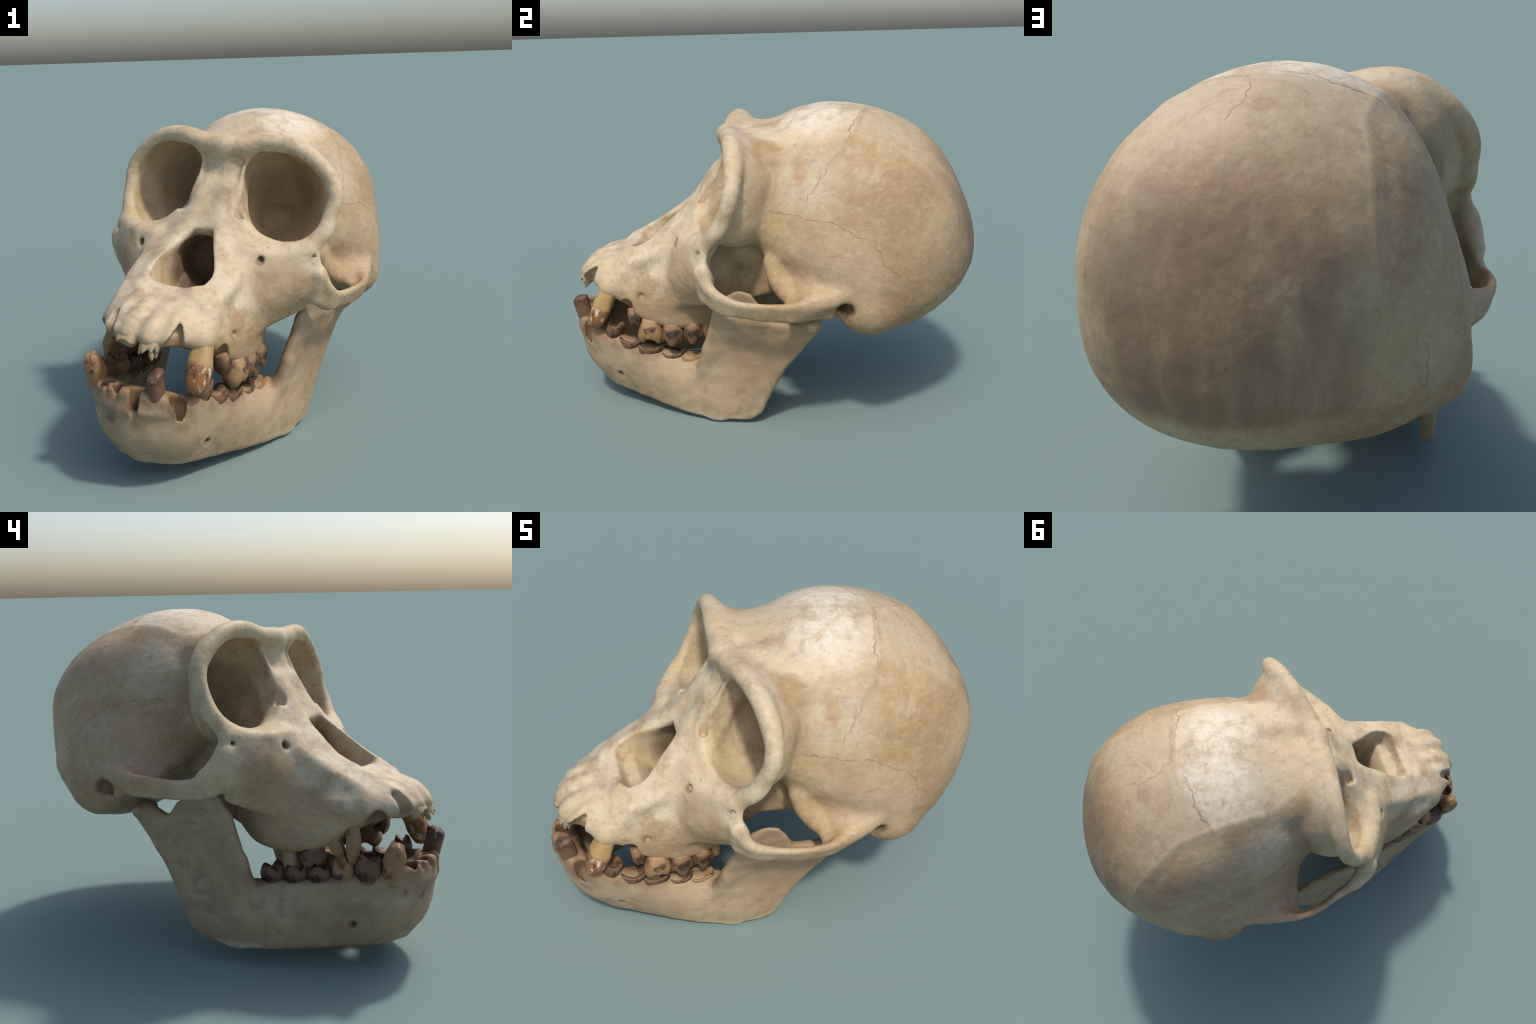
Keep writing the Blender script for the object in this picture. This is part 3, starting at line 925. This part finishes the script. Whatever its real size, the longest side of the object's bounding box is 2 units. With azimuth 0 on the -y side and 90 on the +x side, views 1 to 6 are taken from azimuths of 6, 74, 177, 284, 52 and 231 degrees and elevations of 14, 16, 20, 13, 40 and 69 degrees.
# upper left
tooth('canine', (.222, -.818, .655), (.238, -.905, .482), .050, .052, (0, 1, 0), UP, T_CANINE, taper=.70, bulge=.0, root=.03)
tooth('premolar', (.272, -.61, .505), (.286, -.615, .412), .056, .056, (.1, 1, 0), UP, T_AMBER, cusps=2, taper=.72, root=.02)
tooth('molar', (.276, -.50, .485), (.286, -.505, .41), .057, .058, (0, 1, 0), UP, T_DARK, cusps=4, bulge=.0, broken=.3, taper=.85, root=.02)
tooth('molar', (.276, -.395, .49), (.283, -.40, .415), .052, .055, (0, 1, 0), UP, T_DARK, cusps=4, bulge=.0, broken=.4, taper=.8, root=.02)
tooth('molar', (.268, -.325, .515), (.283, -.335, .425), .024, .03, (0, 1, 0), UP, T_AMBER, taper=.4, broken=.4, root=.02)
tooth('premolar_root', (.25, -.70, .555), (.262, -.685, .485), .03, .038, (0, 1, 0), UP, T_DARK, taper=.6, broken=.9, root=.02)
# upper right
tooth('premolar', (-.258, -.765, .61), (-.282, -.785, .475), .028, .030, (0, 1, 0), UP, T_AMBER, taper=.4, broken=.3, root=.02)
tooth('premolar', (-.272, -.65, .61), (-.278, -.745, .47), .030, .026, (0, 1, -.5), UP, T_AMBER, taper=.5, broken=.3, root=.02)
tooth('molar', (-.268, -.59, .505), (-.278, -.59, .428), .054, .055, (0, 1, 0), UP, T_DARK, cusps=4, taper=.8, broken=.3, root=.02)
tooth('molar', (-.270, -.49, .50), (-.28, -.495, .40), .034, .045, (0, 1, 0), UP, T_PALE, cusps=2, taper=.9, root=.02)
# upper incisor stubs
tooth('incisor', (.05, -.935, .725), (.056, -.982, .645), .043, .032, (1, 0, 0), UP, T_ROOT, broken=1.0, taper=.85, root=.02, hollow=.02)
tooth('incisor', (-.05, -.935, .725), (-.052, -.985, .662), .045, .034, (1, 0, 0), UP, T_ROOT, broken=.9, taper=.9, root=.02, hollow=.02)
tooth('incisor_root', (.062, -.965, .66), (.075, -.985, .615), .012, .012, (1, 0, 0), UP, T_ROOT, taper=.25, root=.02)
# lower left
tooth('incisor', (.106, -.985, .44), (.108, -1.006, .568), .030, .043, (1, 0, 0), LOW, T_STUB, taper=1.0, bulge=-.06, root=.02, slant=(0, .25))
tooth('premolar', (.213, -.825, .40), (.213, -.80, .475), .042, .044, (.2, 1, 0), LOW, T_DARK, broken=.8, taper=.9, hollow=.02, root=.02)
for y, x, z in ((-.72, .240, .385), (-.62, .262, .358), (-.51, .278, .332), (-.41, .292, .318)):
    tooth('molar', (x, y, z - .04), (x, y, z + .018), .06, .044, (.12, 1, 0), LOW, T_DARK if y < -.5 else T_AMBER, cusps=2, broken=.5, taper=.95, basin=.5, root=.02)
# lower right
tooth('canine', (-.222, -.935, .41), (-.240, -.958, .560), .046, .042, (0, 1, 0), LOW, T_AMBER, taper=.62, bulge=.0, broken=.25, root=.02)
tooth('premolar', (-.245, -.84, .39), (-.252, -.845, .492), .054, .05, (0, 1, 0), LOW, T_DARK, cusps=2, bulge=.0, broken=.4, basin=.12, taper=.7, root=.02)
tooth('premolar', (-.255, -.735, .375), (-.258, -.735, .458), .050, .05, (0, 1, 0), LOW, T_AMBER, cusps=2, bulge=.0, broken=.4, basin=.12, taper=.8, root=.02)
tooth('molar', (-.260, -.63, .35), (-.262, -.63, .422), .056, .054, (0, 1, 0), LOW, T_DARK, cusps=4, bulge=.0, broken=.35, basin=.12, taper=.85, root=.02)
tooth('molar', (-.270, -.518, .33), (-.272, -.518, .405), .056, .054, (0, 1, 0), LOW, T_DARK, cusps=4, bulge=.0, broken=.35, basin=.12, taper=.85, root=.02)
tooth('molar', (-.285, -.405, .315), (-.286, -.405, .392), .056, .052, (0, 1, 0), LOW, T_DARK, cusps=4, bulge=.0, broken=.35, basin=.12, taper=.85, root=.02)


# ---- sutures : thin wavering cracks lying on the braincase
def suture(points, width, mat, seed, wob=.006, name='suture'):
    q = catmull(np.array(points, float), .006)
    s = np.arange(len(q))
    r = np.random.RandomState(seed)
    w = np.zeros((len(q), 3))
    for f in (.09, .21, .47, .9):
        w += wob * .5 * np.stack([np.sin(f * s * (1 + .1 * r.rand()) + r.rand() * 6) for _ in range(3)], 1) * (.25 / f) ** .35
    P = []; NN = []
    for p in q + w:
        loc, nor, _, _ = TREE.find_nearest(Vector(p))
        P.append(loc); NN.append(nor)
    P = np.array(P); NN = np.array(NN)
    T = np.gradient(P, axis=0); T /= np.linalg.norm(T, axis=1)[:, None] + 1e-9
    S = np.cross(NN, T); S /= np.linalg.norm(S, axis=1)[:, None] + 1e-9
    wd = width * (.75 + .35 * np.clip(np.sin(s * .13 + seed) + np.sin(s * .37 + 2 * seed) * .6, -.8, 1)) * np.clip(np.minimum(s, s[::-1]) / 6., .1, 1)
    rows = []
    for u, hgt in ((-1, -.0018), (-.45, .0006), (.45, .0006), (1, -.0018)):
        rows.append(P + S * (u * wd)[:, None] + NN * hgt)
    n = len(P)
    VV = np.vstack(rows)
    F = [[a * n + i, a * n + i + 1, (a + 1) * n + i + 1, (a + 1) * n + i] for a in range(3) for i in range(n - 1)]
    return make_object(name, VV, F, BONES['braincase'], mat)


squama = [(.426, .01, 1.129), (.46, .059, 1.117), (.489, .15, 1.114), (.507, .255, 1.101), (.52, .328, 1.077), (.543, .41, 1.023), (.558, .483, .977), (.572, .525, .908), (.563, .612, .847)]
suture(squama, .0058, SUTURE, 1, .007)
suture([(-x, y, z) for x, y, z in squama[1:]], .0058, SUTURE, 2, .006)
coronal = [(.049, .47, 1.51), (.102, .456, 1.504), (.173, .418, 1.492), (.252, .379, 1.469), (.338, .352, 1.421), (.403, .297, 1.35), (.449, .222, 1.242), (.469, .153, 1.165)]
suture(coronal, .0062, SUTURE_FAINT, 3, .010)
suture([(-.046, .449, 1.515), (-.119, .434, 1.503), (-.189, .42, 1.484), (-.273, .402, 1.451), (-.331, .376, 1.419)], .0058, SUTURE_FAINT, 4, .012)
suture([(.563, .612, .847), (.549, .648, .771), (.524, .665, .701)], .005, SUTURE, 5, .010)
suture([(-.483, .732, .915), (-.50, .709, .777), (-.447, .755, .72), (-.404, .747, .643)], .005, SUTURE, 6, .012)
suture([(.02, .50, 1.50), (.003, .593, 1.475), (.022, .693, 1.423)], .003, SUTURE_FAINT, 7, .008)
